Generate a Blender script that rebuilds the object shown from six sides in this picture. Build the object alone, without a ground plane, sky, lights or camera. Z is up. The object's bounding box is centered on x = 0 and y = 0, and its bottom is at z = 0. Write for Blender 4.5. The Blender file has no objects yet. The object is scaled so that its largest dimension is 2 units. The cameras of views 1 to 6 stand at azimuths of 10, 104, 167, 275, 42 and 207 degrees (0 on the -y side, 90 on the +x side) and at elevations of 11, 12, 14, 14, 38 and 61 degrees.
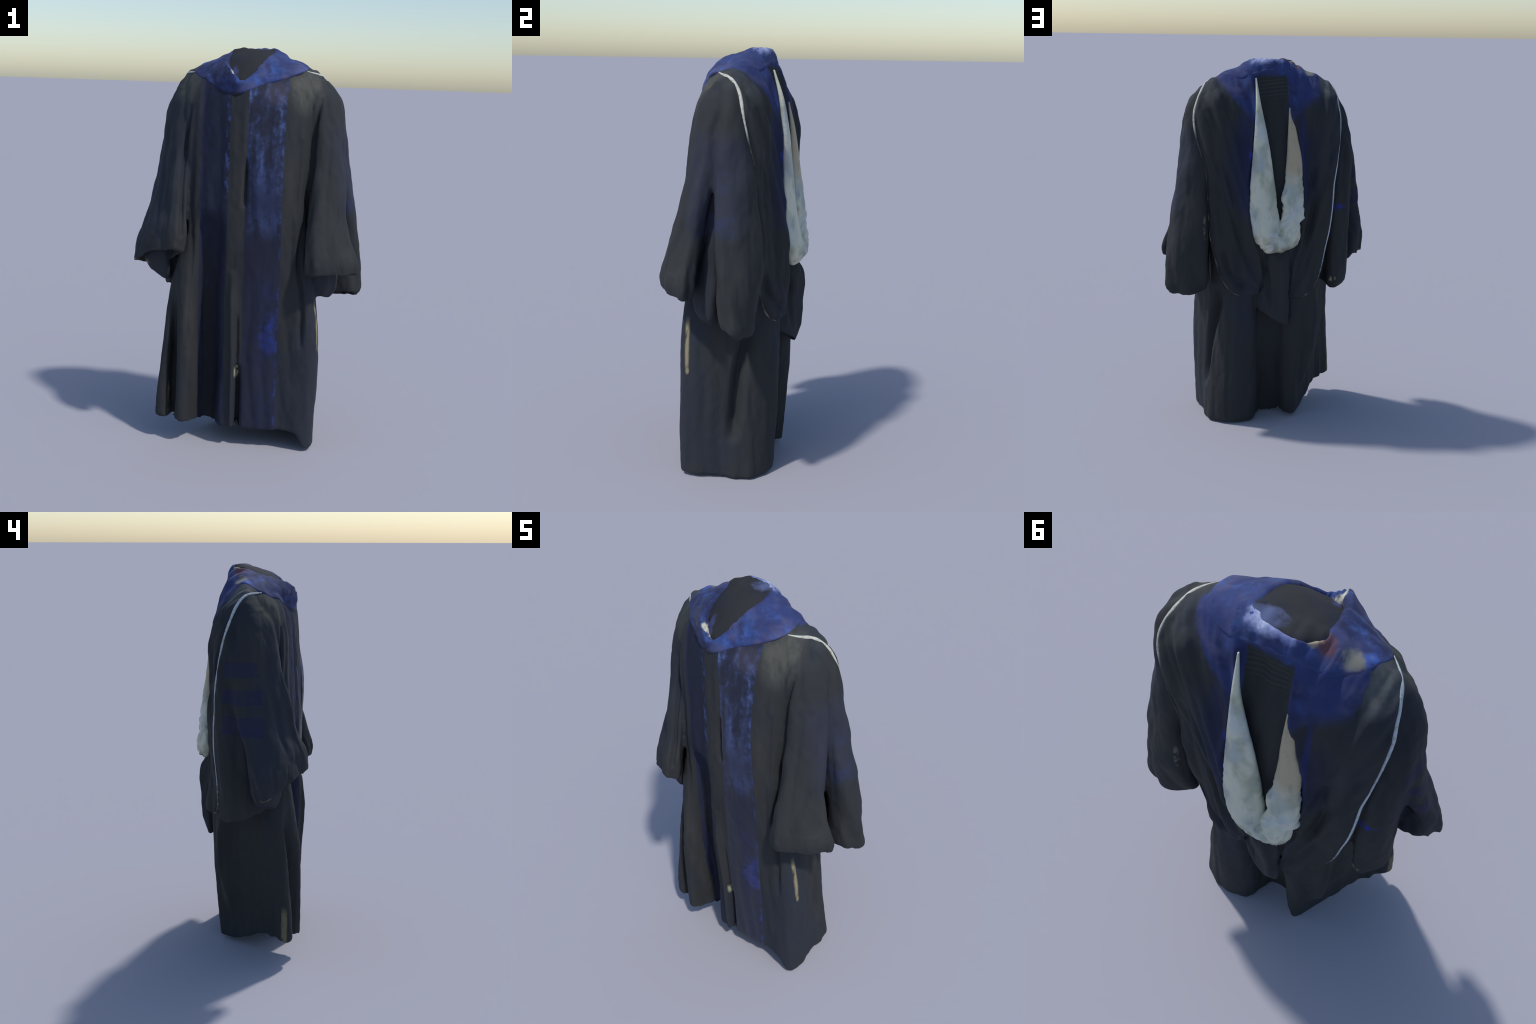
import bpy, bmesh, math, random
import numpy as np
from mathutils import Vector, noise
from mathutils.bvhtree import BVHTree

random.seed(7)
VOXEL = 0.0062


# ------------------------------------------------------------------ maths
def ramp(x, a, b):
    """smooth 0..1 between a and b (a may be larger than b)"""
    t = np.clip((np.asarray(x, float) - a) / (b - a), 0, 1)
    return t * t * (3 - 2 * t)


def spline(keys, vals, q):
    """cubic interpolation of rows of vals given at keys, sampled at q"""
    keys = np.asarray(keys, float)
    vals = np.asarray(vals, float)
    n = len(keys)
    m = np.zeros_like(vals)
    for i in range(n):
        a, b = max(i - 1, 0), min(i + 1, n - 1)
        m[i] = (vals[b] - vals[a]) / (keys[b] - keys[a])
    q = np.atleast_1d(np.asarray(q, float))
    i = np.clip(np.searchsorted(keys, q) - 1, 0, n - 2)
    h = keys[i + 1] - keys[i]
    t = (q - keys[i]) / h
    sh = (len(q),) + (1,) * (vals.ndim - 1)
    t, h = t.reshape(sh), h.reshape(sh)
    return ((2 * t**3 - 3 * t**2 + 1) * vals[i] + (t**3 - 2 * t**2 + t) * h * m[i]
            + (-2 * t**3 + 3 * t**2) * vals[i + 1] + (t**3 - t**2) * h * m[i + 1])


def closed_curve(pts, count):
    """closed Catmull-Rom through pts, count samples"""
    pts = np.asarray(pts, float)
    n = len(pts)
    u = np.arange(count) * n / count
    i = u.astype(int)
    t = (u - i)[:, None]
    p0, p1, p2, p3 = (pts[(i + k) % n] for k in (-1, 0, 1, 2))
    return 0.5 * (2 * p1 + (p2 - p0) * t + (2 * p0 - 5 * p1 + 4 * p2 - p3) * t**2
                  + (3 * p1 - p0 - 3 * p2 + p3) * t**3)


def open_curve(pts, count):
    pts = np.asarray(pts, float)
    s = np.r_[0, np.cumsum(np.linalg.norm(np.diff(pts, axis=0), axis=1))]
    return spline(s, pts, np.linspace(0, s[-1], count))


def path_distance(P, pts):
    """distance of 2D points P from a polyline, and position 0..1 along it"""
    pts = np.asarray(pts, float)
    best = np.full(len(P), 9.0)
    pos = np.zeros(len(P))
    for k in range(len(pts) - 1):
        a, d = pts[k], pts[k + 1] - pts[k]
        t = np.clip(((P - a) @ d) / (d @ d), 0, 1)
        r = np.linalg.norm(P - a - t[:, None] * d, axis=1)
        hit = r < best
        best[hit] = r[hit]
        pos[hit] = (k + t[hit]) / (len(pts) - 1)
    return best, pos


# ------------------------------------------------------------------ meshes
def ring_mesh(rings, cap_start=True, cap_end=True, lift=0.0):
    """verts / faces of a tube through rings (list of n x 3 arrays)"""
    n = len(rings[0])
    verts = np.concatenate(rings)
    faces = []
    for r in range(len(rings) - 1):
        a, b = r * n, (r + 1) * n
        for k in range(n):
            j = (k + 1) % n
            faces.append((a + k, a + j, b + j, b + k))
    extra = []
    for flag, base, flip in ((cap_start, 0, True), (cap_end, (len(rings) - 1) * n, False)):
        if flag:
            c = len(verts) + len(extra)
            extra.append(verts[base:base + n].mean(0) + np.array([0, 0, lift if flip else 0]))
            for k in range(n):
                j = (k + 1) % n
                faces.append((base + j, base + k, c) if flip else (base + k, base + j, c))
    if extra:
        verts = np.concatenate([verts, extra])
    return verts, faces


def new_object(name, verts, faces, smooth=True):
    me = bpy.data.meshes.new(name)
    me.from_pydata([tuple(map(float, v)) for v in verts], [], [tuple(f) for f in faces])
    bm = bmesh.new()
    bm.from_mesh(me)
    bmesh.ops.recalc_face_normals(bm, faces=bm.faces)
    bm.to_mesh(me)
    bm.free()
    if smooth:
        me.polygons.foreach_set("use_smooth", [True] * len(me.polygons))
    ob = bpy.data.objects.new(name, me)
    bpy.context.scene.collection.objects.link(ob)
    return ob


# ------------------------------------------------------------------ robe body
# horizontal cross-sections, walked from the front centre over the wearer's
# left side (+x) to the back and round again
LEVELS = [
    (0.04, [(0, -.238), (.2, -.222), (.38, -.212), (.368, -.03), (.338, .145), (.235, .198), (.03, .165), (-.10, .18), (-.195, .07), (-.31, -.085), (-.425, -.21), (-.27, -.235)]),
    (0.25, [(0, -.238), (.2, -.222), (.383, -.212), (.372, -.03), (.332, .12), (.24, .203), (.03, .175), (-.125, .19), (-.215, .075), (-.312, -.07), (-.412, -.205), (-.27, -.235)]),
    (0.50, [(0, -.242), (.2, -.222), (.382, -.202), (.366, -.025), (.315, .098), (.23, .207), (.03, .19), (-.15, .195), (-.25, .105), (-.306, -.035), (-.402, -.18), (-.26, -.235)]),
    (0.78, [(0, -.252), (.2, -.228), (.36, -.185), (.345, -.01), (.303, .10), (.20, .2), (.03, .205), (-.14, .205), (-.258, .115), (-.308, -.01), (-.378, -.145), (-.25, -.225)]),
    (1.10, [(0, -.25), (.2, -.233), (.305, -.175), (.33, 0), (.335, .14), (.21, .195), (.02, .215), (-.135, .20), (-.285, .178), (-.34, .03), (-.295, -.175), (-.2, -.22)]),
    (1.42, [(0, -.245), (.18, -.245), (.31, -.155), (.38, 0), (.362, .125), (.21, .185), (.01, .195), (-.14, .190), (-.302, .164), (-.40, .03), (-.30, -.15), (-.2, -.20)]),
    (1.65, [(0, -.23), (.2, -.207), (.32, -.135), (.425, 0), (.372, .13), (.21, .158), (.0, .175), (-.13, .174), (-.31, .158), (-.42, .02), (-.31, -.14), (-.2, -.19)]),
    (1.78, [(0, -.215), (.2, -.168), (.315, -.11), (.40, -.01), (.355, .104), (.2, .138), (.0, .15), (-.13, .155), (-.292, .126), (-.392, 0), (-.305, -.112), (-.2, -.166)]),
    (1.85, [(0, -.18), (.17, -.14), (.27, -.095), (.352, -.02), (.312, .066), (.18, .115), (.0, .13), (-.13, .132), (-.25, .085), (-.345, 0), (-.275, -.09), (-.17, -.14)]),
    (1.90, [(0, -.145), (.12, -.125), (.21, -.075), (.272, -.02), (.25, .05), (.15, .1), (0, .118), (-.12, .115), (-.2, .07), (-.27, 0), (-.21, -.07), (-.13, -.1)]),
    (1.95, [(.01, -.09), (.09, -.08), (.13, -.04), (.165, 0), (.15, .05), (.1, .09), (0, .108), (-.08, .1), (-.125, .06), (-.155, .01), (-.12, -.03), (-.08, -.06)]),
    (1.985, [(.01, -.01), (.05, 0), (.08, .015), (.10, .035), (.09, .065), (.05, .09), (0, .1), (-.05, .09), (-.085, .07), (-.095, .045), (-.08, .025), (-.05, .01)]),
]
# (x at top, x at hem, z top, z hem, half width, depth at top, depth at hem) of
# the broad pleats that run down the skirt
FRONT_PLEATS = [(-.150, -.176, 1.12, .30, .064, 0.058, .118),
                (-.265, -.275, 1.0, .60, .045, 0.0, -.035),
                (-.335, -.345, .80, .45, .018, 0.0, .08),
                ]
BACK_PLEATS = [(.02, .0, .74, .12, .085, 0.05, .112),
               (.30, .31, .7, .3, .02, 0.0, .015)]


def hem_height(x, y):
    """how far the hem hangs above the ground, round the skirt"""
    front = 0.098 + 0.022 * ramp(x, -.15, -.4) - 0.09 * ramp(x, .30, .37)
    back = 0.004 + 0.10 * ramp(x, -.17, -.36) + 0.012 * ramp(x, 0, -.08)
    w = ramp(y, -.15, .08)
    return front * (1 - w) + back * w


def pleat(P, table, sign):
    dy = np.zeros(len(P))
    x, y, z = P.T
    side = ramp(y * sign, 0.11, 0.18) if sign < 0 else ramp(y, .04, .12)
    for xt, xb, zt, zb, w, dt, db in table:
        t = np.clip((zt - z) / (zt - zb), 0, 1)
        top = ramp(z, zt + .10, zt - .02)
        xc = xt + (xb - xt) * np.clip((zt - z) / zt, 0, 1)
        d = np.abs(x - xc) / w
        dy -= sign * side * top * (dt + (db - dt) * t) * np.exp(-d**4)
    return dy


def body_rings():
    n = 360
    zs = np.r_[np.linspace(.04, 1.84, 130), np.linspace(1.855, 1.985, 16)]
    keys = [l[0] for l in LEVELS]
    loops = np.array([l[1] for l in LEVELS])
    ctrl = spline(keys, loops, zs)
    rings = []
    for z, c in zip(zs, ctrl):
        xy = closed_curve(c, n)
        P = np.c_[xy, np.full(n, z)]
        zz = hem_height(P[:, 0], P[:, 1])
        P[:, 1] += pleat(P, FRONT_PLEATS, -1) + pleat(P, BACK_PLEATS, 1)
        t = np.clip((z - .04) / .36, 0, 1)
        if z < .4:
            P[:, 2] = zz + t * (.40 - zz)
        rings.append(P)
    return rings


# ------------------------------------------------------------------ sleeves
# rows: z, centre x, centre y, half length, half thickness, angle of the length
SLEEVE_R_FRONT = [(1.85, .32, -.02, .05, .03, 45), (1.77, .365, -.045, .085, .048, 46), (1.62, .39, -.078, .088, .056, 46), (1.42, .406, -.106, .095, .058, 43), (1.2, .412, -.156, .098, .058, 39), (1.06, .432, -.184, .124, .058, 37), (.97, .450, -.202, .142, .058, 37), (.915, .451, -.203, .134, .050, 37)]
SLEEVE_R_BACK = [(1.85, .335, -.005, .06, .035, 80), (1.76, .375, .01, .08, .06, 75), (1.62, .397, .03, .088, .07, 100), (1.45, .414, .058, .092, .074, 130), (1.25, .436, .074, .104, .078, 140), (1.05, .452, .092, .110, .08, 150), (.9, .460, .088, .110, .08, 170), (.80, .462, .086, .108, .07, 184), (.768, .460, .084, .102, .06, 187)]
SLEEVE_R_LINING = [(1.50, .385, -.03, .05, .05, 45), (1.3, .362, -.04, .07, .055, 50), (1.05, .368, -.065, .08, .06, 50), (.92, .390, -.08, .085, .055, 45), (.82, .40, -.08, .07, .045, 40), (.775, .395, -.07, .045, .03, 40)]
SLEEVE_L_FRONT = [(1.84, -.31, -.01, .04, .02, 130), (1.77, -.34, -.03, .085, .045, 130), (1.65, -.366, -.046, .108, .05, 124), (1.46, -.382, -.052, .140, .058, 125), (1.3, -.396, -.086, .158, .058, 128), (1.15, -.410, -.128, .168, .056, 136), (1.05, -.424, -.160, .182, .056, 142), (.945, -.432, -.178, .177, .056, 144)]
SLEEVE_L_BACK = [(1.80, -.335, .0, .08, .035, 85), (1.65, -.375, .028, .085, .06, 85), (1.5, -.392, .048, .095, .068, 85), (1.3, -.385, .05, .105, .068, 88), (1.1, -.372, .04, .115, .072, 90), (.9, -.37, .03, .115, .078, 92), (.80, -.372, .025, .105, .075, 92), (.768, -.372, .02, .09, .066, 92)]
SLEEVE_L_LINING = [(1.08, -.45, -.10, .09, .05, 130), (.95, -.46, -.105, .095, .05, 140), (.88, -.455, -.10, .085, .045, 150), (.84, -.45, -.095, .06, .035, 150)]


def tube_rings(table, n=72, tilt=0.0, tilt_x=0.0, wave=(0, 0, 0), hollow=.10, power=2.15, wall=.014):
    t = np.array(table)[::-1]
    zs = np.linspace(t[0, 0], t[-1, 0], 90)
    rows = spline(t[:, 0], t[:, 1:], zs)
    a = np.linspace(0, 2 * np.pi, n, endpoint=False)
    ca = np.sign(np.cos(a)) * np.abs(np.cos(a))**(2 / power)
    sa = np.sign(np.sin(a)) * np.abs(np.sin(a))**(2 / power)
    rings = []
    k, amp, ph = wave
    for z, row in zip(zs, rows):
        cx, cy, rx, ry = row[:4]
        turn = math.radians(row[4]) if len(row) > 4 else 0.0
        low = ramp(z, t[0, 0] + .35, t[0, 0])
        f = 1 + amp * (0.3 + low) * np.sin(k * a + ph + 3 * z) 
        u, v = rx * f * ca, ry * f * sa
        x, y = cx + u * math.cos(turn) - v * math.sin(turn), cy + u * math.sin(turn) + v * math.cos(turn)
        zz = z + low * (tilt * (y - cy) + tilt_x * (x - cx))
        rings.append(np.c_[x, y, zz])
    if hollow:
        inner = []
        for frac in (1.0, .6, .3, 0.0):
            r = rings[int(round(frac * hollow / (zs[1] - zs[0])))]
            c = r.mean(0)
            s = 1 - wall * 2 / (r[:, :2].max(0) - r[:, :2].min(0))
            q = r.copy()
            q[:, :2] = c[:2] + (q[:, :2] - c[:2]) * s
            inner.append(q)
        rings = inner + rings
    return rings


# ------------------------------------------------------------------ hood tail
TAIL = [(1.03, -.015, .19, .05, .05, -15), (.96, -.015, .212, .056, .06, -22), (.9, -.008, .217, .066, .054, -34), (.8, .006, .207, .085, .044, -36), (.7, .03, .194, .112, .040, -31), (.63, .03, .192, .110, .036, -31)]

# ------------------------------------------------------------------ mantle
PIPING_RIGHT = [(.275, -.062, 1.893), (.315, -.045, 1.892), (.349, .027, 1.86), (.39, .073, 1.80), (.418, .093, 1.70), (.403, .099, 1.6), (.378, .103, 1.5), (.356, .109, 1.4), (.349, .12, 1.3), (.348, .132, 1.2), (.344, .144, 1.1), (.335, .155, 1.0), (.312, .157, .9), (.276, .159, .82), (.238, .178, .772), (.19, .19, .748), (.14, .19, .742)]
PIPING_LEFT = [(-.285, -.062, 1.868), (-.32, -.035, 1.872), (-.348, .017, 1.86), (-.362, .057, 1.80), (-.375, .095, 1.70), (-.366, .122, 1.6), (-.357, .143, 1.5), (-.348, .159, 1.4), (-.338, .171, 1.3), (-.33, .176, 1.2), (-.316, .177, 1.1), (-.302, .171, 1.0), (-.28, .163, .9), (-.258, .16, .82), (-.21, .17, .745), (-.15, .18, .722), (-.09, .19, .718)]
# edge of the hood opening on the back: x right, x left by height
OPENING = [(.965, .0, -.02), (1.0, .065, -.075), (1.09, .112, -.128), (1.24, .140, -.146), (1.39, .140, -.142), (1.55, .116, -.126), (1.72, .094, -.074), (1.90, .10, -.07), (2.05, .10, -.07)]


def mantle_mask(P, N):
    """1 on the hood's back panel, falling to 0 over its hem"""
    x, y, z = P.T
    r = np.array(PIPING_RIGHT)[2:]
    l = np.array(PIPING_LEFT)[2:]
    xr = np.interp(z, r[::-1, 2], r[::-1, 0])
    xl = np.interp(z, l[::-1, 2], l[::-1, 0])
    zr = np.where(x > .14, -9, .742 + .0 * x)
    bottom = np.where(x > -.02, .745, .72)
    e = .012
    m = ramp(x, xr + .004, xr - e) * ramp(x, xl - .004, xl + e)
    m *= ramp(z, bottom - .002, bottom + e)
    # back of the shoulder line only
    edge_y = np.interp(z, [.7, 1.2, 1.6, 1.8, 1.86, 1.95], [.08, .06, .03, .0, -.02, .02])
    m *= ramp(y, edge_y - .02, edge_y + .03)
    # the opening
    o = np.array(OPENING)
    xo = np.interp(z, o[:, 0], o[:, 1])
    xi = np.interp(z, o[:, 0], o[:, 2])
    inside = ramp(x, xi - .004, xi + .014) * ramp(x, xo + .004, xo - .014) * ramp(z, .965, .99) * ramp(z, 1.93, 1.86)
    rim = np.exp(-(np.minimum(np.abs(x - xo - .010), np.abs(x - xi + .010)) / .016)**2) * ramp(z, .98, 1.12) * ramp(z, 1.92, 1.82)
    return m * (1 - inside), inside, rim


# creases pressed into the cloth: (which side, path in x and z, half width, depth)
CREASES = [
    ('back', [(.33, 1.72), (.27, 1.5), (.22, 1.25), (.2, 1.05)], .022, .012),
    ('back', [(.25, 1.68), (.19, 1.45), (.165, 1.25)], .018, -.008),
    ('back', [(.31, 1.5), (.29, 1.2), (.27, 1.0)], .018, .010),
    ('back', [(.285, 1.0), (.26, .9), (.2, .82), (.15, .79)], .014, .014),
    ('back', [(.2, 1.2), (.17, 1.0), (.11, .85)], .016, .007),
    ('back', [(-.2, 1.65), (-.22, 1.35), (-.2, 1.1), (-.15, .95)], .014, .006),
    ('back', [(-.26, 1.7), (-.285, 1.4), (-.27, 1.1)], .02, -.006),
    ('back', [(.07, .95), (.045, .8), (.03, .68)], .012, .014),
    ('back', [(-.03, .95), (-.04, .8), (-.042, .62)], .016, -.014),
    ('back', [(-.235, .74), (-.22, .5), (-.19, .2)], .017, -.022),
    ('back', [(-.283, .80), (-.270, .6), (-.250, .4)], .020, .022),
    ('back', [(-.205, 1.42), (-.205, 1.2), (-.17, 1.03)], .024, .022),
    ('side', [(.11, .74), (.062, .5), (.042, .22)], .028, .046),
    ('back', [(-.15, .7), (-.17, .4), (-.16, .1)], .03, .010),
    ('back', [(.24, .7), (.25, .4), (.26, .1)], .03, .006),
    ('front', [(.024, 1.72), (.022, 1.42), (.020, 1.22)], .006, .010),
    ('front', [(.021, 1.46), (.020, 1.36), (.018, 1.24)], .009, .022),
    ('front', [(-.004, .69), (.0, .5), (-.008, .38)], .006, .014),
    ('front', [(.003, .42), (.003, .2), (.002, -.02)], .012, .055),
    ('front', [(-.03, .9), (-.024, .5), (-.020, .05)], .015, -.024),
    ('front', [(.356, 1.75), (.333, 1.63), (.328, 1.43), (.316, 1.23)], .009, .026),
    ('front', [(.302, 1.15), (.290, .95), (.312, .78), (.315, .55)], .010, .020),
    ('front', [(-.279, 1.70), (-.304, 1.47), (-.297, 1.23), (-.291, 1.08)], .009, .022),
    ('back', [(.32, 1.80), (.24, 1.45), (.15, 1.12), (.07, .9)], .020, -.010),
    ('back', [(.355, 1.72), (.29, 1.4), (.2, 1.08), (.1, .84)], .016, .010),
    ('back', [(-.29, 1.78), (-.235, 1.4), (-.16, 1.08), (-.08, .88)], .018, -.009),
    ('back', [(-.31, 1.6), (-.28, 1.25), (-.2, .98), (-.12, .82)], .016, .010),
    ('back', [(.27, .97), (.24, .88), (.17, .82), (.1, .80)], .012, .010),
    ('front', [(.26, 1.7), (.25, 1.3), (.255, .9)], .012, .006),
    ('front', [(.275, 1.55), (.27, 1.35), (.265, 1.2)], .008, .010),
    ('front', [(-.25, 1.7), (-.265, 1.3), (-.25, .9), (-.25, .5)], .016, .008),
    ('front', [(-.2, 1.1), (-.19, .8), (-.2, .5)], .014, .006),
    ('front', [(.47, 1.6), (.475, 1.35), (.48, 1.1)], .012, .007),
    ('front', [(.41, 1.6), (.41, 1.3), (.42, 1.08)], .014, .006),
    ('front', [(-.40, 1.6), (-.42, 1.3), (-.44, 1.08)], .014, .007),
    ('front', [(-.34, 1.5), (-.35, 1.25), (-.35, 1.05)], .010, -.006),
]


def cloth_noise(P, sx, sz, seed):
    out = np.empty(len(P))
    f = noise.noise
    for i, (x, y, z) in enumerate(P.tolist()):
        out[i] = f((x * sx + seed, y * sx, z * sz))
    return out


def vertex_normals(V, F):
    n = np.zeros_like(V)
    a, b, c, d = (V[F[:, k]] for k in range(4))
    fn = np.cross(c - a, d - b)
    for k in range(4):
        np.add.at(n, F[:, k], fn)
    return n / np.maximum(np.linalg.norm(n, axis=1), 1e-12)[:, None]


def relax(V, F, steps, keep=None):
    e = np.concatenate([F[:, [0, 1]], F[:, [1, 2]], F[:, [2, 3]], F[:, [3, 0]]])
    e = np.unique(np.sort(e, axis=1), axis=0)
    deg = np.bincount(e.ravel(), minlength=len(V))[:, None]
    for _ in range(steps):
        s = np.stack([np.bincount(e[:, 0], V[e[:, 1], k], len(V)) + np.bincount(e[:, 1], V[e[:, 0], k], len(V)) for k in range(3)], 1)
        V = V + 0.5 * (s / np.maximum(deg, 1) - V)
    return V


def noise_drape(u, z):
    return np.array([.7 * noise.noise((a * 22, b * 1.3, 5.5)) + .9 * (abs(noise.noise((a * 17, b * 1.1, 2.5))) - .22) + .5 * noise.noise((a * 48, b * 2.6, 9.1)) for a, b in zip(u.tolist(), z.tolist())])


def build_robe():
    sources = {
        'robe_body': ring_mesh(body_rings(), lift=.02),
        'sleeve_r1': ring_mesh(tube_rings(SLEEVE_R_FRONT, tilt=-.08, tilt_x=0, wave=(6, .06, .4))),
        'sleeve_r2': ring_mesh(tube_rings(SLEEVE_R_BACK, tilt=-.34, tilt_x=.02, wave=(5, .07, 1.4), hollow=.05)),
        'sleeve_r3': ring_mesh(tube_rings(SLEEVE_R_LINING, tilt=-.25, wave=(4, .05, 0), hollow=0)),
        'sleeve_l1': ring_mesh(tube_rings(SLEEVE_L_FRONT, tilt=-.50, tilt_x=.02, wave=(6, .06, 2.2))),
        'sleeve_l2': ring_mesh(tube_rings(SLEEVE_L_BACK, tilt=-.30, wave=(4, .07, .2), hollow=.05)),
        'sleeve_l3': ring_mesh(tube_rings(SLEEVE_L_LINING, tilt_x=-.45, wave=(4, .05, 0), hollow=0)),
        'hood_tail': ring_mesh(tube_rings(TAIL, tilt_x=.50, tilt=-.2, wave=(3, .10, .5), hollow=.05)),
    }
    verts, faces, base = [], [], 0
    trees = {}
    for k, (v, f) in sources.items():
        verts.append(v)
        faces += [tuple(i + base for i in q) for q in f]
        base += len(v)
        trees[k] = BVHTree.FromPolygons([tuple(p) for p in v], f)
    raw = new_object('robe_raw', np.concatenate(verts), faces)
    # each shell gets outward normals, then all shells are fused
    mod = raw.modifiers.new('fuse', 'REMESH')
    mod.mode = 'VOXEL'
    mod.voxel_size = VOXEL
    dg = bpy.context.evaluated_depsgraph_get()
    me = bpy.data.meshes.new_from_object(raw.evaluated_get(dg))
    bpy.data.objects.remove(raw)
    V = np.empty(len(me.vertices) * 3)
    me.vertices.foreach_get('co', V)
    V = V.reshape(-1, 3)
    F = np.array([tuple(p.vertices) for p in me.polygons])
    bpy.data.meshes.remove(me)

    V = relax(V, F, 6)
    N = vertex_normals(V, F)

    # which shell each vertex came from
    owner = np.zeros(len(V), int)
    keys = list(sources)
    dist = np.full(len(V), 9.0)
    for j, k in enumerate(keys):
        t = trees[k]
        d = np.array([t.find_nearest(p)[3] for p in V.tolist()])
        hit = d < dist - .002
        owner[hit] = j
        dist[hit] = d[hit]

    # mantle: a second layer of cloth over the back
    m, opening, rim = mantle_mask(V, N)
    tail = owner == keys.index('hood_tail')
    x, y, z = V.T
    thick = .013 + .008 * ramp(z, 1.0, .8) + .016 * rim
    disp = np.where(tail, 0, m * thick)
    # long drapes of the mantle, swinging from the shoulders to the tail
    u = np.abs(x + .01) - .30 * (z - .80)
    drape = noise_drape(u, z)
    disp += m * .013 * drape

    # pressed folds
    facing = {'side': ramp(N[:, 0], .3, .7) * ramp(x, .2, .28), 'front': ramp(-N[:, 1], .1, .5) * ramp(-y, -.05, .05), 'back': ramp(N[:, 1], .1, .5) * ramp(y, -.05, .05)}
    XZ, YZ = V[:, [0, 2]], V[:, [1, 2]]
    for side, path, w, depth in CREASES:
        c = open_curve(path, 14)
        d, s = path_distance(YZ if side == 'side' else XZ, c)
        ends = ramp(s, -.15, .2) * ramp(s, 1.15, .8)
        disp -= facing[side] * depth * (1.4 if side == 'back' else 1.15) * np.exp(-(d / w)**2) * ends
    # loose cloth: vertical ripples and small bumps
    calm = 1 - .8 * ramp(z, 1.86, 1.93)
    disp += calm * (.008 * cloth_noise(V, 9, 1.6, 3.1) + .010 * (np.abs(cloth_noise(V, 13, 2.2, 6.4)) - .2) + .0045 * cloth_noise(V, 24, 5.0, 8.3) + .002 * cloth_noise(V, 55, 22.0, 1.7))
    arms = ((owner >= 1) & (owner <= 6)).astype(float)
    disp += arms * (.006 * cloth_noise(V, 9, 7.5, 2.7) + .004 * (np.abs(cloth_noise(V, 20, 9, 12.1)) - .2))
    V = V + N * disp[:, None]
    V = relax(V, F, 2)
    N = vertex_normals(V, F)
    # a clean hem
    floor = hem_height(V[:, 0], V[:, 1]) - .004
    near = (owner == 0) & (V[:, 2] < .2)
    V[near, 2] = np.maximum(V[near, 2], floor[near])
    low = V[:, 2].min()
    V[:, 2] -= low * ramp(V[:, 2], .25, .0)

    # parts
    cx = V[F].mean(1)
    fo = owner[F[:, 0]]
    fm = m[F].min(1)
    fop = opening[F].max(1)
    part = np.full(len(F), 0)
    names = ['robe_body', 'sleeve', 'sleeve.001', 'hood_mantle', 'hood_tail', 'velvet_panel', 'velvet_panel.001', 'neck_lining']
    part[(fo >= 1) & (fo <= 3)] = 1
    part[(fo >= 4) & (fo <= 6)] = 2
    part[(fo == 7)] = 4
    part[(fm > .5) & (fo != 7)] = 3
    nx = N[F[:, 0]]
    fx, fy, fz = cx.T
    front = (fo == 0) & (fy < -.08) & (nx[:, 1] < .1) & (part == 0) & (fz < 1.86)
    part[front & (fx > .024) & (fx < .2)] = 5
    part[front & (fx < -.067) & (fx > -.215)] = 6
    part[(fo == 0) & (fz > 1.83) & (((fx + .01) / .14)**2 + ((fy + .055) / .172)**2 < 1) & (nx[:, 2] > .2)] = 7
    return V, F, N, part, names


# ------------------------------------------------------------------ node helpers
class S:
    """a socket with arithmetic, so that masks can be written as formulas"""
    tree = None

    def __init__(self, sock):
        self.s = sock

    @staticmethod
    def math(op, *args, clamp=False):
        n = S.tree.nodes.new('ShaderNodeMath')
        n.operation = op
        n.use_clamp = clamp
        for i, a in enumerate(args):
            if isinstance(a, S):
                S.tree.links.new(a.s, n.inputs[i])
            else:
                n.inputs[i].default_value = float(a)
        return S(n.outputs[0])

    def __add__(self, o): return S.math('ADD', self, o)
    __radd__ = __add__
    def __sub__(self, o): return S.math('SUBTRACT', self, o)
    def __rsub__(self, o): return S.math('SUBTRACT', o, self)
    def __mul__(self, o): return S.math('MULTIPLY', self, o)
    __rmul__ = __mul__
    def __truediv__(self, o): return S.math('DIVIDE', self, o)


def step(v, a, b):
    n = S.tree.nodes.new('ShaderNodeMapRange')
    n.interpolation_type = 'SMOOTHSTEP'
    S.tree.links.new(v.s, n.inputs[0])
    if a < b:
        lo, hi, p, q = a, b, 0, 1
    else:
        lo, hi, p, q = b, a, 1, 0
    for i, x in zip((1, 2, 3, 4), (lo, hi, p, q)):
        n.inputs[i].default_value = x
    return S(n.outputs[0])


def band(v, a, b, soft):
    return step(v, a - soft, a + soft) * step(v, b + soft, b - soft)


def blob(c, centre, radii):
    d = None
    for v, m, r in zip(c, centre, radii):
        t = (v - m) / r
        d = t * t if d is None else d + t * t
    return step(d, 1.0, 0.0)


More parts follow.
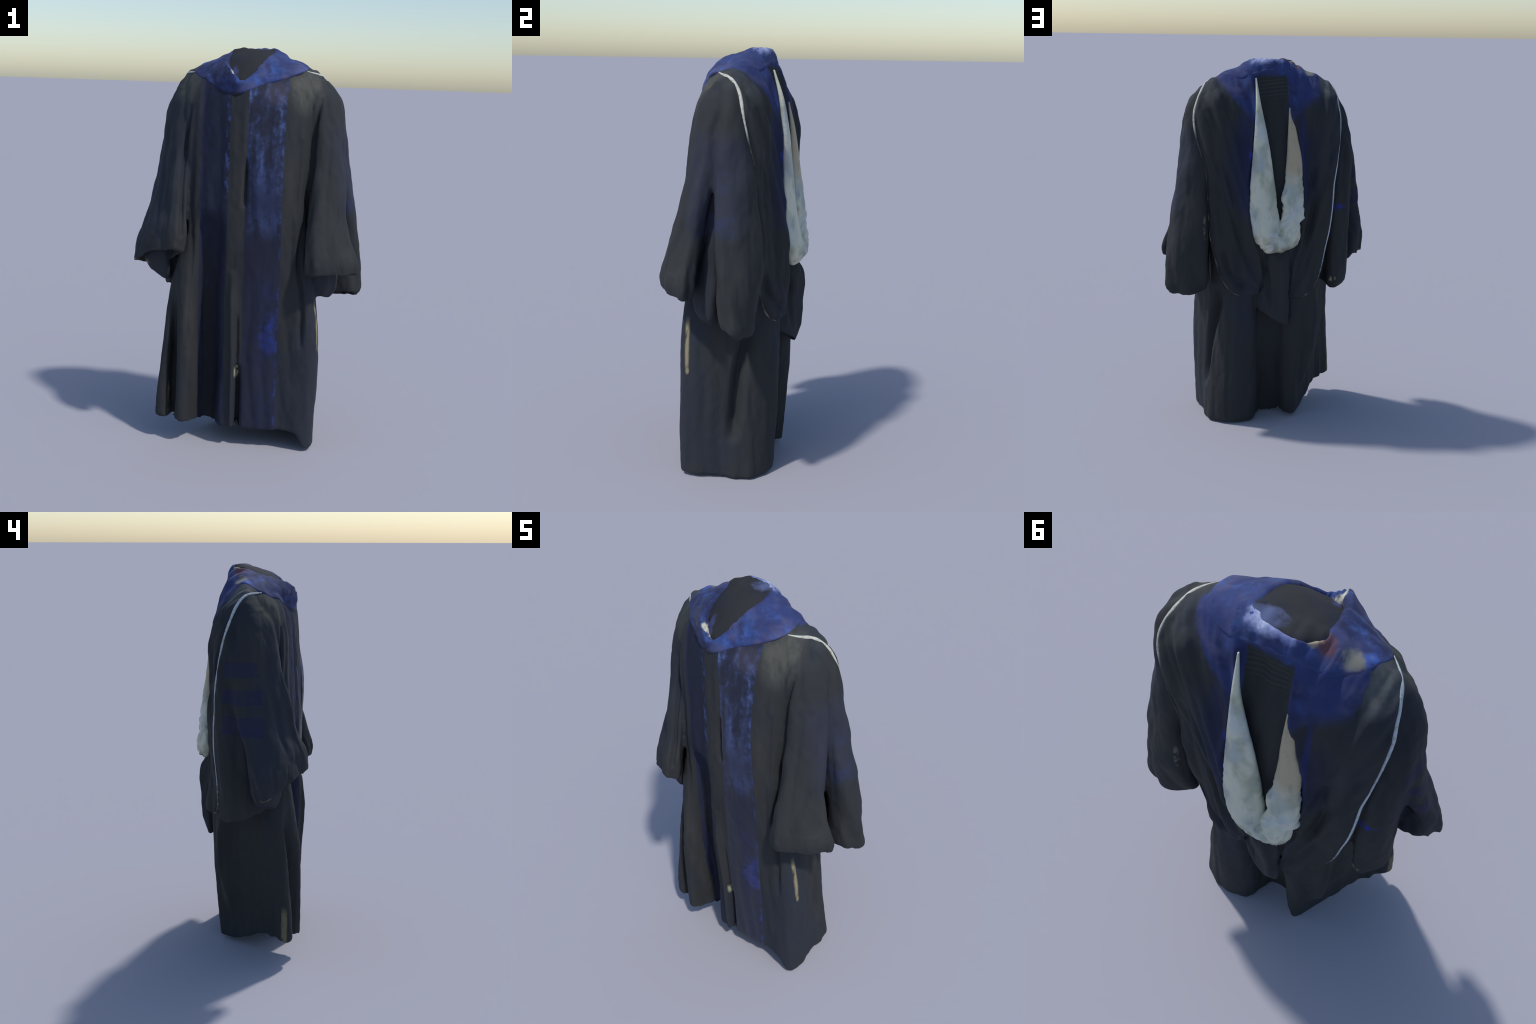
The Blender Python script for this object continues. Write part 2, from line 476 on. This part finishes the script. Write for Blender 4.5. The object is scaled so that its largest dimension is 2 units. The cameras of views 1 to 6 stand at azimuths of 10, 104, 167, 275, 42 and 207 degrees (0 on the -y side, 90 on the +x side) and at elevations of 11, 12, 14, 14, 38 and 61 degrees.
class Mat:
    def __init__(self, name, rough=.9, sheen=0.0, spec=.2):
        self.m = bpy.data.materials.new(name)
        self.m.use_nodes = True
        t = self.t = self.m.node_tree
        S.tree = t
        self.b = t.nodes['Principled BSDF']
        self.b.inputs['Roughness'].default_value = rough
        self.b.inputs['Specular IOR Level'].default_value = spec
        self.b.inputs['Sheen Weight'].default_value = sheen
        self.co = t.nodes.new('ShaderNodeTexCoord').outputs['Object']
        sep = t.nodes.new('ShaderNodeSeparateXYZ')
        t.links.new(self.co, sep.inputs[0])
        self.xyz = tuple(S(o) for o in sep.outputs)
        self.col = None

    def noise(self, scale, stretch=(1, 1, 1), detail=3, rough=.55, offset=0):
        t = self.t
        mp = t.nodes.new('ShaderNodeMapping')
        mp.inputs['Scale'].default_value = stretch
        mp.inputs['Location'].default_value = (offset, offset * .7, offset * .3)
        t.links.new(self.co, mp.inputs[0])
        n = t.nodes.new('ShaderNodeTexNoise')
        n.inputs['Scale'].default_value = scale
        n.inputs['Detail'].default_value = detail
        n.inputs['Roughness'].default_value = rough
        t.links.new(mp.outputs[0], n.inputs['Vector'])
        return S(n.outputs[0])

    def base(self, rgb):
        n = self.t.nodes.new('ShaderNodeRGB')
        n.outputs[0].default_value = (*rgb, 1)
        self.col = n.outputs[0]

    def over(self, rgb, fac):
        n = self.t.nodes.new('ShaderNodeMix')
        n.data_type = 'RGBA'
        n.clamp_factor = True
        self.t.links.new(fac.s, n.inputs[0])
        self.t.links.new(self.col, n.inputs[6])
        n.inputs[7].default_value = (*rgb, 1)
        self.col = n.outputs[2]

    def done(self, bump=None, strength=.2, distance=.003):
        self.t.links.new(self.col, self.b.inputs['Base Color'])
        if bump is not None:
            n = self.t.nodes.new('ShaderNodeBump')
            n.inputs['Strength'].default_value = strength
            n.inputs['Distance'].default_value = distance
            self.t.links.new(bump.s, n.inputs['Height'])
            self.t.links.new(n.outputs[0], self.b.inputs['Normal'])
        return self.m


def srgb(r, g, b):
    f = lambda c: (c / 255 / 12.92) if c <= 10 else ((c / 255 + .055) / 1.055)**2.4
    return (f(r), f(g), f(b))


BLACK = srgb(48, 50, 52)


def hood_velvet(m, mask):
    """streaky navy pile of the hood, laid over the part where mask is 1"""
    m.over(srgb(48, 58, 104), mask)
    m.over(srgb(34, 39, 66), mask * step(m.noise(7, detail=3, offset=3), .44, .70) * .75)
    m.over(srgb(60, 88, 150), mask * step(m.noise(11, (1, 1, .6), detail=5, rough=.6, offset=8), .46, .76) * .6)
    m.over(srgb(78, 78, 110), mask * step(m.noise(8, detail=3, offset=14), .52, .70) * .6)


def gown_cloth():
    m = Mat('gown_cloth', rough=.85, spec=.25)
    x, y, z = m.xyz
    m.base(BLACK)
    # slow drift between blue black and a worn brown black
    m.over(srgb(44, 49, 60), step(m.noise(2.2, (1, 1, .5)), .45, .62) * .8)
    m.over(srgb(62, 61, 60), step(m.noise(7, (1, 1, .22), offset=4), .52, .75) * .55)
    m.over(srgb(30, 32, 36), step(m.noise(9, (1, 1, .16), offset=9), .55, .75) * .5)
    # highlights on the shoulder tops, painted into the cloth as lighter downward streaks
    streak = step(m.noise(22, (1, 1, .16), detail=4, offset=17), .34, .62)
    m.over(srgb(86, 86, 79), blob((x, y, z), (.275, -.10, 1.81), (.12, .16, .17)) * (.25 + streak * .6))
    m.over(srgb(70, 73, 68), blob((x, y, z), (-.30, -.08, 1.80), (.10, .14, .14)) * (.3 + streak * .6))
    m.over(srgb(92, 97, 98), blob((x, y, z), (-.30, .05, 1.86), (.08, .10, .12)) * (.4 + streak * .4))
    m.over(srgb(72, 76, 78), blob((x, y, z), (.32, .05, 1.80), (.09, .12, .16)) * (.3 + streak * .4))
    # three velvet bars across each sleeve
    edge = (m.noise(22, offset=2) + m.noise(60, offset=12) * .5) * .04
    for z0, z1, y0, y1 in ((1.50, 1.57, -.03, .14), (1.37, 1.44, -.05, .14), (1.22, 1.31, -.06, .15)):
        bar = step(x, -.33, -.36) * band(z + edge, z0 + .015, z1 + .015, .006) * band(y + edge, y0, y1, .01)
        m.over(srgb(37, 39, 72), bar * (m.noise(9, offset=z0) * 1.5 - .1))
    glint = blob((x, y, z), (-.36, .13, 1.21), (.06, .05, .035))
    m.over(srgb(28, 46, 150), glint * step(m.noise(40, (1, 1, 1)), .4, .6))
    for z0, z1, y0, y1, k in ((1.40, 1.49, .02, .12, .5), (1.20, 1.30, -.06, .12, .5)):
        bar = step(x, .36, .40) * band(z + edge, z0 + .015, z1 + .015, .006) * band(y + edge, y0, y1, .01)
        m.over(srgb(44, 58, 112), bar * step(m.noise(14, offset=z0), .4, .7) * k)
    m.over(srgb(50, 54, 72), step(x, .36, .44) * band(z, 1.2, 1.62, .06) * band(y, -.14, .12, .04) * .55)
    # hood velvet on the shoulders, ending on slanted seams
    wob = m.noise(18, offset=6) * .03 - .015
    velvet_r = step(x, .082, .092) * step(z - (1.70 + (x - .137) * 1.27) + wob, -.03, .03) * step(x, .292, .28)
    velvet_l = step(x, -.066, -.076) * step(z - (1.74 + (0 - x - .14) * .7) + wob, -.05, .04) * step(x + wob, -.268, -.258)
    back = step(y, .0, .03)
    vel = (velvet_r + velvet_l + step(z + wob, 1.90, 1.93)) * back
    hood_velvet(m, vel)
    # blue pile along both sides of the hood opening
    side = band(x, .115, .19, .02) * band(z, 1.2, 1.72, .05) * back
    m.over(srgb(38, 44, 80), side * .6)
    m.over(srgb(32, 37, 66), (band(x, .08, .24, .05) + band(x, -.22, -.08, .05)) * band(z, 1.25, 1.64, .10) * back * .6)
    m.over(srgb(38, 56, 140), band(x + wob, .118, .142, .006) * band(z, 1.30, 1.52, .02) * back * step(m.noise(26, (1, 1, .4)), .45, .55))
    m.over(srgb(34, 46, 120), band(x + wob * .3, -.155, -.138, .005) * band(z, 1.25, 1.72, .05) * back * .4)
    # the pleated yoke between the two edges of the hood
    yoke = band(x, -.068, .085, .008) * band(z, 1.80, 1.90, .02) * step(y, .08, .1)
    pleats = S.math('SINE', (z + x * .12) * 330)
    m.over(srgb(66, 70, 66), yoke * step(pleats, .2, .9) * .45)
    # pale facing showing at the side slits
    tan = srgb(150, 140, 110)
    rag = m.noise(45, (1, 1, .4), offset=1)
    m.over(tan, band(x, .345, .50, .004) * band(y + rag * .012, -.176, -.160, .006) * band(z + rag * .06, .58, .80, .03) * step(rag, .22, .46) * .9)
    m.over(tan, blob((x, y, z), (.39, -.172, .53), (.04, .012, .022)) * .8)
    m.over(srgb(120, 112, 88), step(x, -.34, -.37) * band(y + rag * .014, -.20, -.172, .005) * band(z + rag * .06, .06, .32, .03) * step(rag, .35, .5) * .8)
    m.over(tan, blob((x, y, z), (-.545, -.13, .905), (.06, .06, .022)) * step(rag, .42, .55))
    m.over(tan, blob((x, y, z), (-.345, .12, .80), (.03, .05, .02)) * step(rag, .45, .55))
    m.over(srgb(126, 126, 110), blob((x, y, z), (.375, .15, 1.12), (.012, .07, .09)) * step(rag, .4, .55) * .8)
    m.over(srgb(170, 170, 140), blob((x, y, z), (-.005, -.22, .395), (.014, .05, .045)) * step(rag, .42, .58))
    weave = m.noise(160, detail=2) + m.noise(40, (1, 1, .3), offset=5) * 1.5
    return m.done(weave, .25, .002)


def panel_velvet(name, lively):
    m = Mat(name, rough=.8, sheen=.08 if lively else 0, spec=.25)
    x, y, z = m.xyz
    m.base(srgb(34, 38, 55))
    m.over(srgb(28, 32, 52), step(m.noise(5, (1, 1, .3), offset=2), .4, .65) * .8)
    if not lively:
        m.over(srgb(32, 34, 40), step(x, -.10, -.15) * step(z, 1.15, .85))
    crush = m.noise(26, (1, 1, .8), detail=5, rough=.65, offset=7)
    long = m.noise(16, (1, .3, .14), detail=3, offset=5)
    if lively:
        up = step(z, 1.05, 1.5) * .8 + band(z, 1.1, 1.22, .05) * .5
        m.over(srgb(56, 68, 108), step(crush * .5 + long * .7, .52, .72) * up)
        m.over(srgb(84, 104, 152), step(crush * .55 + long * .6, .60, .78) * step(z, 1.25, 1.6))
        low = blob((x, y, z), (.16, -.2, .60), (.07, .2, .13))
        m.over(srgb(40, 56, 128), low * step(crush, .34, .72))
        hem = band(x, .1, .21, .03) * band(z, .1, .9, .1)
        m.over(srgb(36, 42, 92), hem * step(crush, .42, .6) * .3)
        m.over(srgb(60, 74, 140), band(x + crush * .02, .202, .212, .003) * step(crush, .45, .65) * .3)
        m.over(srgb(70, 66, 78), blob((x, y, z), (.15, -.16, 1.78), (.09, .1, .08)) * .5)
    else:
        m.over(srgb(38, 46, 86), step(crush, .5, .7) * .35)
        e = band(x + crush * .014, -.078, -.055, .006) * band(z, 1.25, 1.76, .08)
        m.over(srgb(74, 92, 146), e * step(crush, .46, .7) * .7)
        m.over(srgb(40, 48, 84), band(x, -.225, -.205, .004) * .4)
    return m.done(crush + long, .3, .003)


def collar_velvet():
    m = Mat('collar_velvet', rough=.8, sheen=.05, spec=.25)
    x, y, z = m.xyz
    m.base(srgb(48, 58, 104))
    a = m.noise(10, detail=4, offset=3)
    b = m.noise(22, detail=5, rough=.65, offset=8)
    hood_velvet(m, step(z, 0.0, .1))
    m.over(srgb(84, 82, 112), step(m.noise(9, detail=2, offset=15), .5, .68) * step(x, .0, .05) * step(y, .02, -.04) * .7)
    m.over(srgb(62, 94, 164), step(m.noise(14, detail=5, rough=.6, offset=40), .5, .68) * step(y, .0, -.05) * .6)
    m.over(srgb(30, 34, 62), step(x, .02, -.06) * step(b, .62, .42) * step(y, .02, -.04) * .6)
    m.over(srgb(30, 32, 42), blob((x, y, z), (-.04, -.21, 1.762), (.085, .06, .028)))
    # scuffed pale and rusty patches round the back of the neck
    drift = m.noise(26, detail=3, offset=20)
    x = x + (drift - .5) * .09
    y = y + (m.noise(22, detail=3, offset=30) - .5) * .07
    m.over(srgb(150, 160, 200), blob((x, y, z), (.045, .07, 1.99), (.075, .06, .06)))
    m.over(srgb(205, 214, 232), blob((x, y, z), (.055, .075, 1.985), (.03, .03, .03)) * .8)
    m.over(srgb(110, 122, 170), blob((x, y, z), (-.02, .085, 1.99), (.05, .05, .04)))
    m.over(srgb(172, 160, 134), blob((x, y, z), (-.085, .055, 1.975), (.04, .045, .05)))
    m.over(srgb(110, 72, 70), blob((x, y, z), (-.125, .055, 1.955), (.045, .045, .05)) * .85)
    m.over(srgb(128, 128, 118), blob((x, y, z), (-.21, .04, 1.925), (.05, .04, .05)) * .9)
    m.over(srgb(60, 100, 184), blob((x, y, z), (-.25, .02, 1.91), (.03, .03, .04)) * .6)
    m.over(srgb(216, 216, 196), blob((x, y, z), (-.060, -.190, 1.862), (.032, .028, .058)) * step(b, .38, .6))
    return m.done(b + a, .35, .004)


def lining_satin():
    m = Mat('hood_lining_satin', rough=.5, spec=.4)
    x, y, z = m.xyz
    m.base(srgb(202, 202, 184))
    m.over(srgb(150, 156, 136), step(m.noise(9, (1, 1, .6), offset=2), .44, .66) * .85)
    m.over(srgb(172, 186, 198), step(m.noise(7, (1, 1, .6), offset=6), .48, .68) * .55)
    m.over(srgb(172, 160, 134), step(x, -.03, -.07) * step(z, 1.32, 1.44))
    m.over(srgb(124, 126, 98), step(m.noise(12, offset=9), .46, .62) * step(z, 1.16, .99) * .8)
    m.over(srgb(120, 124, 116), step(m.noise(30, (1, 1, .4), detail=4, offset=11), .58, .72) * .35)
    m.over(srgb(140, 140, 150), step(x, .10, .13) * step(z, 1.3, 1.5) * .7)
    w = m.noise(14, (1, 1, 2.4), detail=3, offset=4)
    return m.done(w, .5, .010)


def piping_cord():
    m = Mat('piping_cord', rough=.7)
    x, y, z = m.xyz
    m.base(srgb(196, 196, 186))
    m.over(srgb(178, 190, 204), step(x, .0, -.1) * .8)
    n = m.noise(70, offset=3)
    m.over(srgb(150, 146, 120), step(n, .5, .65) * .6)
    # the cord fades into the cloth towards its lower ends
    m.over(srgb(92, 90, 74), step(x, -.05, .05) * band(z, .70, 1.62, .05) * (.5 + n * .6))
    m.over(BLACK, step(x, -.05, .05) * step(z, 1.66, 1.56) * step(m.noise(9, offset=6), .28, .50))
    m.over(srgb(70, 78, 84), step(x, .05, -.05) * step(z, 1.05, .80) * step(n, .28, .52))
    return m.done(m.noise(240), .4, .002)


def neck_cloth():
    m = Mat('neck_lining_cloth', rough=.85)
    x, y, z = m.xyz
    m.base(srgb(48, 49, 52))
    m.over(srgb(38, 44, 60), step(m.noise(6, offset=3), .45, .65) * .6)
    j1 = (m.noise(24, detail=3, offset=7) - .5) * .07
    m.over(srgb(70, 80, 130), blob((x + j1, y + j1, z), (-.07, -.17, 1.87), (.03, .06, .08)) * .8)
    m.over(srgb(92, 102, 140), blob((x + j1, y + j1, z), (.055, .065, 1.985), (.07, .05, .06)) * .8)
    return m.done(m.noise(90), .1, .002)


# ------------------------------------------------------------------ build
root = bpy.data.objects.new('academic_gown', None)
bpy.context.scene.collection.objects.link(root)
root['label'] = 'black academic gown with blue velvet collar and pale lined hood'
root['category'] = 'graduation gown'

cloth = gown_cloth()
V, F, N, part, names = build_robe()
mats = {'velvet_panel': panel_velvet('velvet_panel_right', True), 'velvet_panel.001': panel_velvet('velvet_panel_left', False), 'neck_lining': neck_cloth()}
robe_objects = {}
for j, nm in enumerate(names):
    sel = F[part == j]
    if not len(sel):
        continue
    used = np.unique(sel)
    idx = np.full(len(V), -1)
    idx[used] = np.arange(len(used))
    me = bpy.data.meshes.new(nm)
    me.from_pydata(V[used].tolist(), [], idx[sel].tolist())
    me.polygons.foreach_set('use_smooth', [True] * len(me.polygons))
    me.normals_split_custom_set_from_vertices(N[used].tolist())
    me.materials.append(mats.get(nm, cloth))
    ob = bpy.data.objects.new(nm, me)
    bpy.context.scene.collection.objects.link(ob)
    ob.parent = root
    robe_objects[nm] = ob
surface = BVHTree.FromPolygons(V.tolist(), F.tolist())


def on_surface(p, lift):
    co, nor, i, d = surface.find_nearest(Vector(p))
    return np.array(co + nor * lift), np.array(nor)


# collar: a rolled velvet band; rows are lip point, lower edge point, bulge
COLLAR = [
    ((-.02, -.212, 1.832), (-.035, -.200, 1.757), .020),
    ((.03, -.165, 1.866), (.08, -.180, 1.815), .014),
    ((.065, -.115, 1.920), (.176, -.145, 1.852), .008),
    ((.095, -.035, 1.962), (.262, -.092, 1.890), .004),
    ((.095, .03, 1.982), (.275, .02, 1.900), .003),
    ((.06, .075, 1.988), (.18, .10, 1.895), .002),
    ((.0, .092, 1.990), (.05, .125, 1.935), .001),
    ((-.05, .09, 1.984), (-.05, .125, 1.935), .001),
    ((-.10, .05, 1.967), (-.17, .10, 1.90), .002),
    ((-.118, -.03, 1.957), (-.265, .02, 1.892), .004),
    ((-.118, -.10, 1.938), (-.285, -.068, 1.860), .008),
    ((-.092, -.185, 1.908), (-.16, -.165, 1.80), .016),
    ((-.06, -.215, 1.862), (-.095, -.192, 1.774), .020),
]


def build_collar():
    n = 200
    lip = closed_curve([c[0] for c in COLLAR], n)
    low = closed_curve([c[1] for c in COLLAR], n)
    bulge = closed_curve([[c[2]] for c in COLLAR], n)[:, 0]
    a = np.linspace(0, 2 * np.pi, n, endpoint=False)
    jag = np.array([noise.noise((9 * math.cos(t), 9 * math.sin(t), 3.3)) for t in a])
    front = ramp(-lip[:, 1], .02, .12)
    lip[:, 2] += .012 * jag * front
    lip[:, 0] += .006 * np.roll(jag, 40) * front
    axis = np.array([0, -.02, 1.60])
    rows = []
    steps = 14
    for i in range(n):
        out = lip[i] * .4 + low[i] * .6 - axis
        out /= np.linalg.norm(out)
        sec = []
        for s in np.linspace(0, 1, steps):
            p = lip[i] * (1 - s) + low[i] * s
            sec.append(p + out * bulge[i] * math.sin(math.pi * min(1, s * .9 + .1)) ** .8)
        # resting on the shoulders at the lower edge
        inn = [low[i] - out * .03, lip[i] * .5 + low[i] * .5 - out * .04, lip[i] - out * .03 + (axis - lip[i]) * np.array([.10, .10, 0])]
        rows.append(np.array(sec + inn))
    rows = np.array(rows)            # n x k x 3
    k = rows.shape[1]
    verts = rows.reshape(-1, 3)
    # keep the outer face just above the robe underneath
    idx = np.arange(len(verts)) % k
    for q in range(len(verts)):
        if idx[q] < steps:
            p = Vector(verts[q])
            co, nor, _, d = surface.find_nearest(p)
            s = idx[q] / (steps - 1)
            depth = (p - co).dot(nor)
            fr = float(ramp(p.y, .03, -.08))
            want = (.003 + .007 * fr) * (1 - s ** 3) + .0018
            if depth < want:
                verts[q] = np.array(co + nor * want) if d < .05 else verts[q]
            w = 1.0
            verts[q] += np.array(nor) * .0035 * noise.noise(p * 28)
    faces = []
    for i in range(n):
        j = (i + 1) % n
        for s in range(k):
            t = (s + 1) % k
            faces.append((i * k + s, j * k + s, j * k + t, i * k + t))
    ob = new_object('hood_collar', verts, faces)
    mod = ob.modifiers.new('soft', 'SUBSURF')
    mod.levels = mod.render_levels = 1
    return ob


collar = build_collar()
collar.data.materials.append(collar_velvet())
collar.parent = root

# hood lining: a padded satin band that runs down one side of the opening,
# round its bottom and up the other side.  rows: centre x, y, z, half width,
# half thickness
LINING = [
    (.098, .150, 1.90, .003, .004), (.092, .186, 1.77, .014, .012), (.082, .206, 1.62, .034, .018), (.076, .213, 1.48, .052, .024), (.072, .219, 1.34, .067, .032), (.064, .228, 1.20, .079, .043),
    (.045, .236, 1.10, .082, .052), (.008, .242, 1.060, .084, .054), (-.030, .244, 1.060, .084, .054),
    (-.068, .240, 1.12, .076, .050), (-.086, .234, 1.22, .066, .042), (-.096, .222, 1.36, .052, .032), (-.098, .210, 1.48, .042, .024), (-.088, .200, 1.62, .024, .014), (-.076, .182, 1.75, .003, .004)]


def build_lining():
    t = np.array(LINING)
    s = np.r_[0, np.cumsum(np.linalg.norm(np.diff(t[:, [0, 2]], axis=0), axis=1))]
    q = spline(s, t, np.linspace(0, s[-1], 380))
    n = 72
    a = np.linspace(0, 2 * np.pi, n, endpoint=False)
    rings = []
    tang = np.gradient(q[:, :3], axis=0)
    for i in range(len(q)):
        d = tang[i] / np.linalg.norm(tang[i])
        back = np.array([0, 1, 0.0])
        side = np.cross(d, back)
        side /= np.linalg.norm(side)
        hw, ht = max(q[i, 3], .002), max(q[i, 4], .002)
        f = i / len(q)
        ring = []
        for b in a:
            p = q[i, :3] + side * hw * math.cos(b) + back * ht * math.sin(b)
            ring.append(p)
        ring = np.array(ring)
        # slanted gathers, strongest round the bottom and on the narrower side
        def gather(p):
            g = noise.noise((p[0] * 9 + 3, p[1] * 6, p[2] * 16 - p[0] * 14))
            return .9 * g - 1.1 * abs(noise.noise((p[0] * 12 - p[2] * 8, p[1] * 5, p[2] * 24 + p[0] * 20 + 4)))
        wr = np.array([gather(p) for p in ring])
        strength = .0005 + .002 * float(ramp(q[i, 2], 1.45, 1.3)) + .015 * float(ramp(q[i, 2], 1.3, 1.1)) * float(ramp(q[i, 0], .06, 0)) + .004 * float(ramp(q[i, 0], -.0, -.04)) * float(ramp(q[i, 2], 1.5, 1.3))
        ring += (ring - q[i, :3]) / max(ht, .01) * (wr * strength * min(1, hw / .03))[:, None]
        rings.append(ring)
    v, f = ring_mesh(rings)
    return new_object('hood_lining', v, f)


lining = build_lining()
lining.data.materials.append(lining_satin())
lining.parent = root


def build_piping(path, radius):
    pts = open_curve(path, 160)
    ctr, nrm = zip(*[on_surface(p, .002) for p in pts])
    ctr = np.array(ctr)
    for _ in range(25):
        ctr[1:-1] = .25 * ctr[:-2] + .5 * ctr[1:-1] + .25 * ctr[2:]
    tang = np.gradient(ctr, axis=0)
    rings = []
    for i in range(len(ctr)):
        d = tang[i] / np.linalg.norm(tang[i])
        u = nrm[i] - d * (nrm[i] @ d)
        u /= np.linalg.norm(u)
        w = np.cross(d, u)
        f = i / (len(ctr) - 1)
        r = radius(f) * (1 + .2 * noise.noise((i * .15, 2.2, path[0][0])))
        r *= min(1, .25 + 12 * min(f, 1 - f))
        a = np.linspace(0, 2 * np.pi, 10, endpoint=False)
        rings.append(ctr[i] + r * (np.cos(a)[:, None] * w * 1.15 + np.sin(a)[:, None] * u * .8))
    v, f = ring_mesh(rings)
    return new_object('piping', v, f)


cord = piping_cord()
for path, rad in ((PIPING_RIGHT, lambda f: .0065 - .0025 * float(ramp(f, .15, .35))), (PIPING_LEFT, lambda f: .0065 - .0025 * float(ramp(f, .3, .6)))):
    p = build_piping(path, rad)
    p.data.materials.append(cord)
    p.parent = root
